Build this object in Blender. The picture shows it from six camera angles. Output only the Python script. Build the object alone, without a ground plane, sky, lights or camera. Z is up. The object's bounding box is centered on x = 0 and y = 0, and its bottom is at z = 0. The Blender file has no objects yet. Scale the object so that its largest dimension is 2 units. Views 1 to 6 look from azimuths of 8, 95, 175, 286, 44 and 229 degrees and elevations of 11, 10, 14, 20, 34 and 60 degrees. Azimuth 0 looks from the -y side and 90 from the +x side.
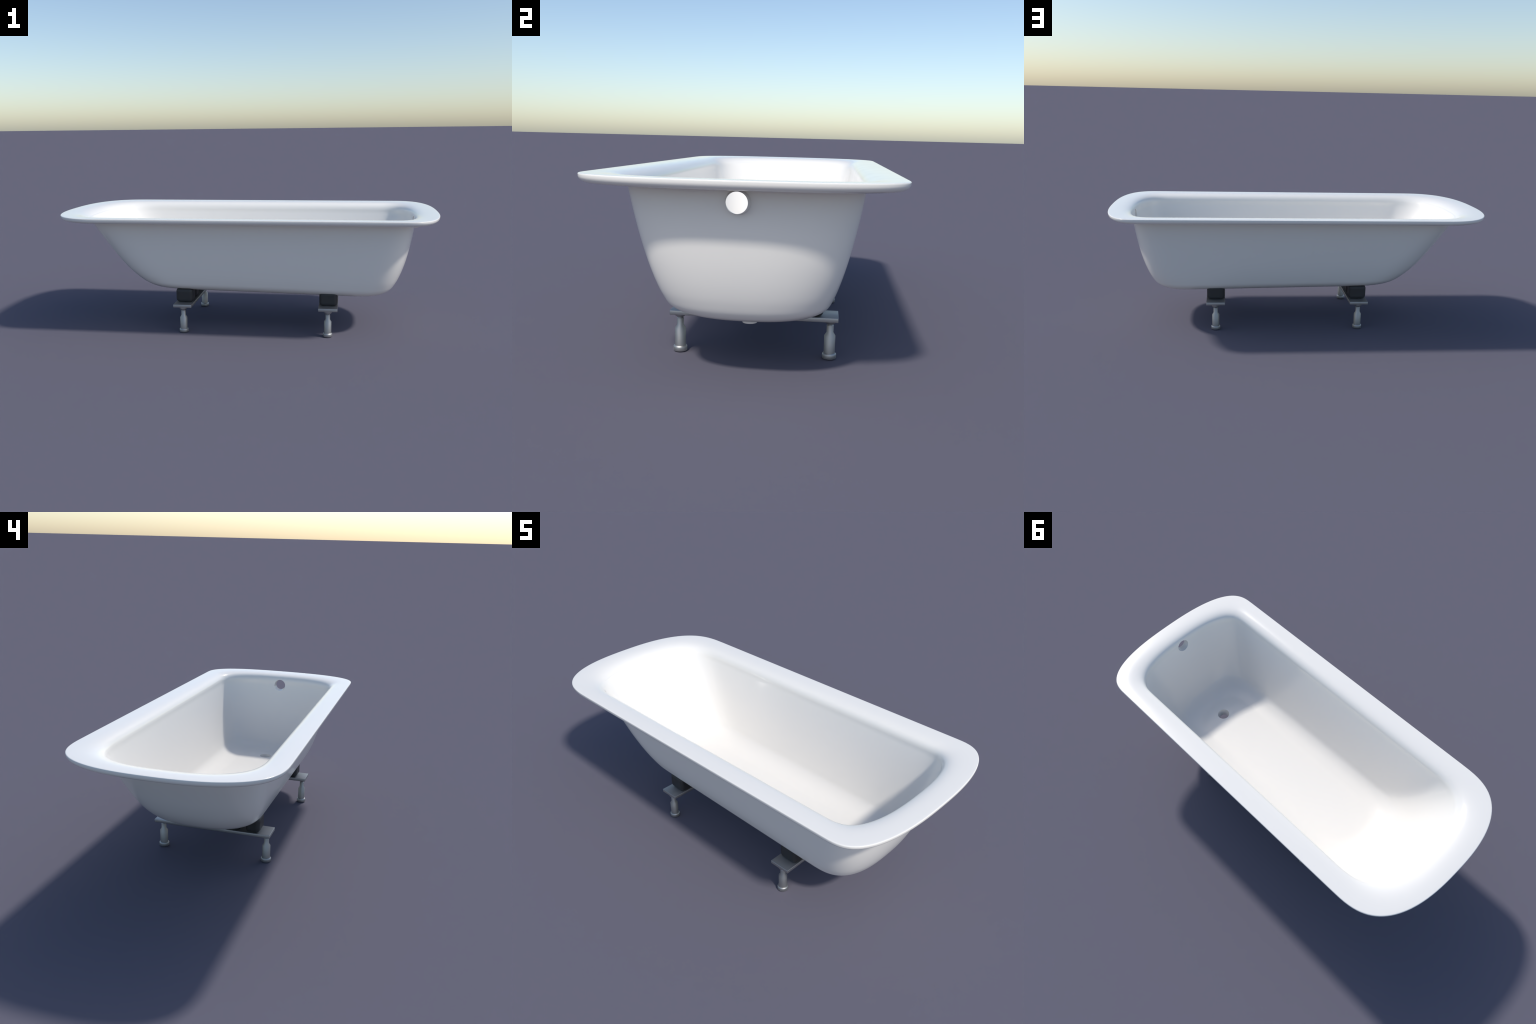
"""Built-in bathtub: enamelled shell with a wide rolled rim, sloping back, overflow and
drain outlets, carried on two steel cross bars with turned legs and black rubber pads."""
import bpy, bmesh, math
import numpy as np
from mathutils import Vector
from mathutils.bvhtree import BVHTree

# ------------------------------------------------------------------ helpers

def link(obj, parent=None):
    bpy.context.scene.collection.objects.link(obj)
    if parent is not None:
        obj.parent = parent
    return obj


def catmull(rows, per_span):
    """Smooth curve through n-dimensional control rows (centripetal Catmull-Rom)."""
    P = np.array(rows, float)
    P = np.vstack([2 * P[0] - P[1], P, 2 * P[-1] - P[-2]])
    out = []
    for i in range(1, len(P) - 2):
        t = [0.0]
        for a, b in ((i - 1, i), (i, i + 1), (i + 1, i + 2)):
            t.append(t[-1] + max(np.linalg.norm(P[b] - P[a]), 1e-6) ** 0.5)
        for s in np.linspace(t[1], t[2], per_span, endpoint=False):
            A1 = (t[1]-s)/(t[1]-t[0])*P[i-1] + (s-t[0])/(t[1]-t[0])*P[i]
            A2 = (t[2]-s)/(t[2]-t[1])*P[i] + (s-t[1])/(t[2]-t[1])*P[i+1]
            A3 = (t[3]-s)/(t[3]-t[2])*P[i+1] + (s-t[2])/(t[3]-t[2])*P[i+2]
            B1 = (t[2]-s)/(t[2]-t[0])*A1 + (s-t[0])/(t[2]-t[0])*A2
            B2 = (t[3]-s)/(t[3]-t[1])*A2 + (s-t[1])/(t[3]-t[1])*A3
            out.append((t[2]-s)/(t[2]-t[1])*B1 + (s-t[1])/(t[2]-t[1])*B2)
    out.append(P[-2])
    return np.array(out)


def bezier(p0, p1, p2, p3, n):
    t = np.linspace(0, 1, n)[:, None]
    p0, p1, p2, p3 = map(np.array, (p0, p1, p2, p3))
    return (1-t)**3*p0 + 3*t*(1-t)**2*p1 + 3*t*t*(1-t)*p2 + t**3*p3

# ------------------------------------------------------------------ tub shape

CORNER = 30          # samples round each corner of a plan ring
STRAIGHT = 10        # samples along each straight side


def plan_ring(xl, xr, w, cl, cr, p, q):
    """One plan outline: straight sides, super-elliptic bowed ends (xl is the sloping back,
    xr the drain end). cl, cr: how far each end's curve reaches along the side."""
    th = np.linspace(0, math.pi / 2, CORNER)
    a, b = np.cos(th) ** (2 / p), np.sin(th) ** (2 / q)
    a[-1] = 0.0
    b[0] = 0.0
    sx = np.linspace(xr - cr, xl + cl, STRAIGHT + 2)[1:-1]
    X = np.r_[xr - cr + cr * a, sx, xl + cl - cl * a[::-1]]
    Y = np.r_[w * b, np.full(STRAIGHT, w), w * b[::-1]]
    end = np.r_[a, np.zeros(STRAIGHT), -a[::-1]]       # +1 drain end, 0 sides, -1 back
    X = np.r_[X, X[-2:0:-1]]
    Y = np.r_[Y, -Y[-2:0:-1]]
    end = np.r_[end, end[-2:0:-1]]
    return X, Y, end


# wall control rows: height fraction, back x, drain-end x, half width
WALL = [
    (1.05, -0.8640, 0.8862, 0.3385),
    (1.00, -0.8525, 0.8835, 0.3355),
    (0.82, -0.8095, 0.8725, 0.3240),
    (0.64, -0.7630, 0.8590, 0.3106),
    (0.46, -0.7150, 0.8420, 0.2948),
    (0.30, -0.6660, 0.8210, 0.2780),
    (0.18, -0.6190, 0.7995, 0.2625),
    (0.09, -0.5740, 0.7760, 0.2450),
    (0.03, -0.5300, 0.7420, 0.2110),
    (0.00, -0.4700, 0.6900, 0.1560),
    (0.00, -0.3600, 0.5900, 0.0950),
    (0.00, -0.1500, 0.3800, 0.0350),
]
Z_WALL_TOP = 0.585
Z_RIM = 0.6270
HALF_W = 0.4455


def floor_z(x):
    return 0.2131 - 0.0225 * (x + 0.5) / 1.2


def corner_reach(f):
    f = min(max(f, 0.0), 1.0)
    return 0.265 + 0.040 * f, 0.208 - 0.026 * f


def wall_rings(inner):
    """Rings of one skin of the wall, top first. The inner skin lies a sheet thickness inside."""
    gauge, lift = (0.0022, 0.0020) if inner else (0.0, 0.0)
    curve = catmull(WALL, 5)
    rings = []
    top = 0.972 if inner else 1.02
    for f, xl, xr, w in curve:
        f = max(f, 0.0)
        if f > top:
            continue
        cl, cr = corner_reach(f)
        k = min(1.0, w / 0.155)          # floor rings shrink towards the middle
        X, Y, end = plan_ring(xl + gauge, xr - gauge, w - gauge * k, cl * k, cr * k, 3.5, 2.47)
        zb = floor_z(X)
        Z = zb + f * (Z_WALL_TOP - zb) + lift * (1 - f)
        rings.append(np.c_[X, Y, Z])
    return rings


def rim_rings(join_in, join_out):
    """Rings over the rim, from the lip of the basin, over the flat top, round the edge and
    back below to the outer wall. join_* are the wall rings it meets."""
    n = 18
    w_in, xr_in, xl_in = join_in[:, 1].max(), join_in[:, 0].max(), join_in[:, 0].min()
    z_in = float(join_in[:, 2].mean())
    d_w, d_r, d_l = HALF_W - w_in, 1 - xr_in, 1 + xl_in
    side = bezier((0.005, Z_RIM), (0.082, Z_RIM), (d_w + 0.003, Z_RIM - 0.001), (d_w, z_in), n)
    drain = bezier((0.005, Z_RIM), (0.088, Z_RIM), (d_r + 0.003, Z_RIM + 0.001), (d_r, z_in), n)
    back = bezier((0.005, Z_RIM), (0.080, Z_RIM + 0.001), (d_l - 0.030, Z_RIM - 0.006), (d_l, z_in), n)
    # edge: tight top corner, then one quarter-ellipse rolling under
    edge = [(0.0030, Z_RIM - 0.0001), (0.0015, Z_RIM - 0.0005), (0.0005, Z_RIM - 0.0013), (0.0, Z_RIM - 0.0026)]
    edge += [(0.0, Z_RIM - 0.0050)]
    edge += [(0.026 * (1 - math.cos(t)), Z_RIM - 0.0062 - 0.0205 * math.sin(t)) for t in np.linspace(0, math.pi / 2, 12)[1:]]
    rings = []

    def add(dw, dr, dl, zs, zr, zl, u):
        X, Y, end = plan_ring(-1 + dl, 1 - dr, HALF_W - dw, 0.32 - 0.017 * u, 0.205 - 0.022 * u,
                              3.0 + 0.5 * u, 2.5 - 0.03 * u)
        wr, wl = np.clip(end, 0, 1) ** 1.5, np.clip(-end, 0, 1) ** 1.5
        Z = zs + (zr - zs) * wr + (zl - zs) * wl
        rings.append(np.c_[X, Y, Z])

    for i in range(n - 2, -1, -1):
        u = side[i, 0] / d_w
        add(side[i, 0], drain[i, 0], back[i, 0], side[i, 1], drain[i, 1], back[i, 1], u)
    for d, z in edge:
        add(d, d, d, z, z, z, d / 0.11)
    w_o, xr_o, xl_o = HALF_W - join_out[:, 1].max(), 1 - join_out[:, 0].max(), 1 + join_out[:, 0].min()
    z_o = float(join_out[:, 2].mean())
    # underside, running in almost level and turning down into the wall through a small fillet
    for t, dz in ((0.3, 0.0272), (0.6, 0.0277), (0.85, 0.0281), (0.95, 0.0284)):
        f = lambda d: 0.026 + (d - 0.026) * t
        add(f(w_o), f(xr_o), f(xl_o), Z_RIM - dz, Z_RIM - dz, Z_RIM - dz, t)
    return rings


def build_tub(parent, mat):
    inner = wall_rings(True)
    outer = wall_rings(False)
    rim = rim_rings(inner[0], outer[0])
    rings = inner[::-1] + rim + outer
    n_in, n_rim = len(inner), len(rim)
    n = len(rings[0])
    verts = np.concatenate(rings)
    faces, region = [], []
    for r in range(len(rings) - 1):
        reg = 0 if r < n_in - 1 else (1 if r < n_in + n_rim else 2)
        for i in range(n):
            j = (i + 1) % n
            faces.append((r*n+i, (r+1)*n+i, (r+1)*n+j, r*n+j))
            region.append(reg)
    # middle strips of the two floors: bridge the innermost ring side to side
    half = n // 2
    for base, reg in ((0, 0), ((len(rings) - 1) * n, 2)):
        for i in range(half):
            a, b = i, i + 1
            c, d = (n - b) % n, (n - a) % n
            quad = []
            for k in (a, b, c, d):
                if base + k not in quad:
                    quad.append(base + k)
            if len(quad) >= 3:
                faces.append(tuple(quad if reg == 0 else quad[::-1]))
                region.append(reg)
    me = bpy.data.meshes.new("tub_shell")
    me.from_pydata([tuple(v) for v in verts], [], faces)
    for k in range(4):
        me.materials.append(mat)
    me.polygons.foreach_set("material_index", region)
    bm = bmesh.new()
    bm.from_mesh(me)
    bmesh.ops.recalc_face_normals(bm, faces=bm.faces)
    bm.to_mesh(me)
    bm.free()
    me.shade_smooth()
    me.update()

    # remember the smooth surface, to take the normals from after the holes are cut
    v_no = [v.normal.copy() for v in me.vertices]
    v_co = [v.co.copy() for v in me.vertices]
    tris = []
    me.calc_loop_triangles()
    tri_v = [tuple(t.vertices) for t in me.loop_triangles]
    tri_reg = [me.polygons[t.polygon_index].material_index for t in me.loop_triangles]
    trees, tri_sets = {}, {}
    for reg in range(3):
        tri_sets[reg] = [t for t, r in zip(tri_v, tri_reg) if r == reg]
        trees[reg] = BVHTree.FromPolygons(v_co, tri_sets[reg])

    tub = link(bpy.data.objects.new("tub_shell", me))
    cutters = []
    for name, r, depth, loc, rot in (
            ("overflow_cutter", OVERFLOW["r_in"] - 0.0004, 0.05, (0.880, OVERFLOW["y"], OVERFLOW["z"]), (0, math.pi/2, 0)),
            ("drain_cutter", DRAIN["r_in"] - 0.0004, 0.05, (DRAIN["x"], DRAIN["y"], 0.196), (0, 0, 0))):
        cm = bpy.data.meshes.new(name)
        b = bmesh.new()
        bmesh.ops.create_cone(b, cap_ends=True, segments=64, radius1=r, radius2=r, depth=depth)
        b.to_mesh(cm)
        b.free()
        for k in range(4):
            cm.materials.append(mat)
        for p in cm.polygons:
            p.material_index = 3
        co = link(bpy.data.objects.new(name, cm))
        co.location, co.rotation_euler = loc, rot
        m = tub.modifiers.new(name, 'BOOLEAN')
        m.operation, m.solver, m.object = 'DIFFERENCE', 'EXACT', co
        m.material_mode = 'INDEX'
        cutters.append(co)
    bpy.context.view_layer.update()
    cut = bpy.data.meshes.new_from_object(tub.evaluated_get(bpy.context.evaluated_depsgraph_get()))
    for o in [tub] + cutters:
        bpy.data.objects.remove(o)

    def surface_normal(co, reg):
        hit, nrm, idx, dist = trees[reg].find_nearest(co)
        a, b, c = tri_sets[reg][idx]
        A, B, C = v_co[a], v_co[b], v_co[c]
        e0, e1, e2 = B - A, C - A, hit - A
        d00, d01, d11, d20, d21 = e0.dot(e0), e0.dot(e1), e1.dot(e1), e2.dot(e0), e2.dot(e1)
        den = d00 * d11 - d01 * d01
        v = (d11 * d20 - d01 * d21) / den if abs(den) > 1e-18 else 0
        w = (d00 * d21 - d01 * d20) / den if abs(den) > 1e-18 else 0
        return (v_no[a] * (1 - v - w) + v_no[b] * v + v_no[c] * w).normalized()

    names = {0: "basin", 1: "rim", 2: "outer_shell"}
    made = []
    for reg, name in names.items():
        keep = [p for p in cut.polygons if (0 if p.material_index == 3 else p.material_index) == reg]
        used = {}
        fs, normals = [], []
        for p in keep:
            f = []
            for v in p.vertices:
                f.append(used.setdefault(v, len(used)))
                if p.material_index == 3:
                    normals.append(tuple(p.normal))
                else:
                    normals.append(tuple(surface_normal(cut.vertices[v].co, reg)))
            fs.append(f)
        pm = bpy.data.meshes.new(name)
        pm.from_pydata([tuple(cut.vertices[v].co) for v in used], [], fs)
        pm.materials.append(mat)
        pm.shade_smooth()
        pm.normals_split_custom_set(normals)
        made.append(link(bpy.data.objects.new(name, pm), parent))
    bpy.data.meshes.remove(cut)
    return made, trees[2]


def pressed_pad(name, size, centre, under, mat):
    """Rounded rubber block whose top is pressed flat against the underside of the tub."""
    bm = bmesh.new()
    bmesh.ops.create_cube(bm, size=1.0)
    bmesh.ops.scale(bm, vec=size, verts=bm.verts)
    bmesh.ops.bevel(bm, geom=bm.edges[:], offset=0.0185, segments=7, profile=0.5, affect='EDGES')
    bmesh.ops.subdivide_edges(bm, edges=[e for e in bm.edges if e.calc_length() > 0.02], cuts=9, use_grid_fill=True)
    bmesh.ops.triangulate(bm, faces=[f for f in bm.faces if len(f.verts) > 4])
    c = Vector(centre)
    for v in bm.verts:
        p = v.co + c
        hit = under.ray_cast(Vector((p.x, p.y, 0.01)), Vector((0, 0, 1)))[0]
        if hit is not None and p.z > hit.z - 0.0008:
            v.co.z = max(hit.z - 0.0008 - c.z, -size[2] / 2 + 0.001)
    me = bpy.data.meshes.new(name)
    bm.to_mesh(me)
    bm.free()
    me.materials.append(mat)
    me.shade_smooth()
    me.set_sharp_from_angle(angle=math.radians(50))
    return me

# ------------------------------------------------------------------ turned parts


def lathe(name, profile, mat, segments=48, closed=False, crease=35):
    """Surface of revolution about z from (radius, z) points."""
    bm = bmesh.new()
    cols = []
    for r, z in profile:
        if r < 1e-6:
            cols.append([bm.verts.new((0, 0, z))] * segments)
        else:
            cols.append([bm.verts.new((r*math.cos(2*math.pi*i/segments), r*math.sin(2*math.pi*i/segments), z))
                         for i in range(segments)])
    spans = list(zip(cols[:-1], cols[1:])) + ([(cols[-1], cols[0])] if closed else [])
    for a, b in spans:
        for i in range(segments):
            j = (i + 1) % segments
            vs = []
            for v in (a[i], a[j], b[j], b[i]):
                if v not in vs:
                    vs.append(v)
            if len(vs) > 2:
                bm.faces.new(vs)
    bmesh.ops.recalc_face_normals(bm, faces=bm.faces)
    me = bpy.data.meshes.new(name)
    bm.to_mesh(me)
    bm.free()
    me.materials.append(mat)
    me.shade_smooth()
    me.set_sharp_from_angle(angle=math.radians(crease))
    return me


def rounded_box(name, size, bevel, segments, mat):
    bm = bmesh.new()
    bmesh.ops.create_cube(bm, size=1.0)
    bmesh.ops.scale(bm, vec=size, verts=bm.verts)
    bmesh.ops.bevel(bm, geom=bm.edges[:], offset=bevel, segments=segments, profile=0.5, affect='EDGES')
    me = bpy.data.meshes.new(name)
    bm.to_mesh(me)
    bm.free()
    me.materials.append(mat)
    me.shade_smooth()
    me.set_sharp_from_angle(angle=math.radians(50))
    return me

# ------------------------------------------------------------------ materials


def principled(name):
    mat = bpy.data.materials.new(name)
    mat.use_nodes = True
    nt = mat.node_tree
    return mat, nt, nt.nodes["Principled BSDF"]


def noise_range(nt, scale, lo, hi, detail=3.0):
    co = nt.nodes.new("ShaderNodeTexCoord")
    no = nt.nodes.new("ShaderNodeTexNoise")
    no.inputs["Scale"].default_value = scale
    no.inputs["Detail"].default_value = detail
    mr = nt.nodes.new("ShaderNodeMapRange")
    mr.inputs["From Min"].default_value, mr.inputs["From Max"].default_value = 0.3, 0.7
    mr.inputs["To Min"].default_value, mr.inputs["To Max"].default_value = lo, hi
    nt.links.new(co.outputs["Object"], no.inputs["Vector"])
    nt.links.new(no.outputs["Fac"], mr.inputs["Value"])
    return mr.outputs["Result"]


def enamel():
    mat, nt, b = principled("white_enamel")
    b.inputs["Base Color"].default_value = (0.865, 0.832, 0.772, 1)
    nt.links.new(noise_range(nt, 4.0, 0.13, 0.16), b.inputs["Roughness"])
    return mat


def steel():
    mat, nt, b = principled("brushed_steel")
    b.inputs["Base Color"].default_value = (0.46, 0.458, 0.45, 1)
    b.inputs["Metallic"].default_value = 1.0
    nt.links.new(noise_range(nt, 30.0, 0.50, 0.56), b.inputs["Roughness"])
    return mat


def rubber():
    mat, nt, b = principled("black_rubber")
    b.inputs["Base Color"].default_value = (0.031, 0.031, 0.031, 1)
    nt.links.new(noise_range(nt, 60.0, 0.48, 0.56), b.inputs["Roughness"])
    return mat

# ------------------------------------------------------------------ assembly

OVERFLOW = dict(y=-0.0025, z=0.5634, x_in=0.8820, x_out=0.906, r_in=0.0337, r_out=0.0288)
DRAIN = dict(x=0.595, y=0.000, z_in=0.1947, z_out=0.1572, r_in=0.0334, r_out=0.0228)
BAR_X = (-0.320, 0.443)
BAR = dict(width=0.098, length=0.564, z0=0.1368, z1=0.1525)
LEG_Y = 0.2565
BAR_Y = -0.0020


def build():
    white, metal, black = enamel(), steel(), rubber()
    root = bpy.data.objects.new("bathtub", None)
    root.empty_display_size = 0.2
    link(root)
    root["label"] = "white enamelled bathtub with wide rim on short steel legs"
    root["category"] = "bathtub"

    parts, under = build_tub(root, white)

    # overflow outlet: a tapered thin-walled spigot through the upright end, below the rim
    o = OVERFLOW
    L, g = o["x_out"] - o["x_in"], 0.0008
    me = lathe("overflow_outlet", [(o["r_in"], -0.0030), (o["r_in"], -0.0018), (o["r_out"] + 0.0003, L - 0.0025), (o["r_out"], L - 0.0008),
                                   (o["r_out"] + 0.0004, L), (o["r_out"] + g, L - 0.0004), (o["r_out"] + g + 0.0030, 0.0035),
                                   (o["r_in"] + g, -0.0012), (o["r_in"] + g, -0.0028)], white, 64, True)
    for v in me.vertices:                      # mouth follows the lean of the end wall
        if v.co.z < 0.002:
            v.co.z -= 0.16 * v.co.x
    ob = link(bpy.data.objects.new("overflow_outlet", me), root)
    ob.location, ob.rotation_euler = (o["x_in"], o["y"], o["z"]), (0, math.pi/2, 0)

    # drain outlet in the low end of the floor
    d = DRAIN
    h = d["z_in"] - d["z_out"]
    me = lathe("drain_outlet", [(d["r_in"], h - 0.0012), (d["r_in"] - 0.001, h - 0.004), (d["r_out"], 0.003), (d["r_out"], 0.0004),
                                (d["r_out"] + g, 0), (d["r_out"] + g, 0.004), (d["r_in"], h - 0.006)], white, 64, True)
    ob = link(bpy.data.objects.new("drain_outlet", me), root)
    ob.location = (d["x"], d["y"], d["z_out"])

    # shared meshes of the undercarriage
    bar_me = rounded_box("support_bar", (BAR["width"], BAR["length"], BAR["z1"] - BAR["z0"]), 0.0018, 2, metal)
    zb = BAR["z0"]
    leg_me = lathe("leg", [(0.0, zb), (0.0207, zb), (0.0207, 0.1300), (0.0194, 0.1262), (0.0158, 0.1222), (0.0112, 0.1195),
                           (0.0093, 0.1180), (0.0095, 0.1163), (0.0112, 0.1157), (0.0117, 0.1140), (0.0117, 0.0905),
                           (0.0190, 0.0788), (0.0187, 0.0150)], metal, 40, crease=75)
    foot_me = lathe("foot", [(0.0150, 0.0185), (0.0190, 0.0188), (0.0206, 0.0186), (0.0232, 0.0158), (0.0238, 0.0140),
                             (0.0238, 0.0012), (0.0230, 0.0), (0.0, 0.0)], metal, 40, crease=40)

    for x in BAR_X:
        bar = link(bpy.data.objects.new("support_bar", bar_me), root)
        bar.location = (x, BAR_Y, (BAR["z0"] + BAR["z1"]) / 2)
        for s in (-1, 1):
            leg = link(bpy.data.objects.new("leg", leg_me), bar)
            leg.location = (0, s * LEG_Y, -bar.location.z)
            foot = link(bpy.data.objects.new("foot", foot_me), bar)
            foot.location = (0, s * LEG_Y, -bar.location.z)
            for name, size, y in (("rubber_pad", (0.0925, 0.068, 0.0765), 0.1985),
                                  ("rubber_spacer", (0.0860, 0.085, 0.060), 0.1000)):
                at = (x, BAR_Y + s * y, BAR["z1"] + size[2] / 2 - 0.0006)
                pad = link(bpy.data.objects.new(name, pressed_pad(name, size, at, under, black)), bar)
                pad.location = (0, s * y, at[2] - bar.location.z)


build()
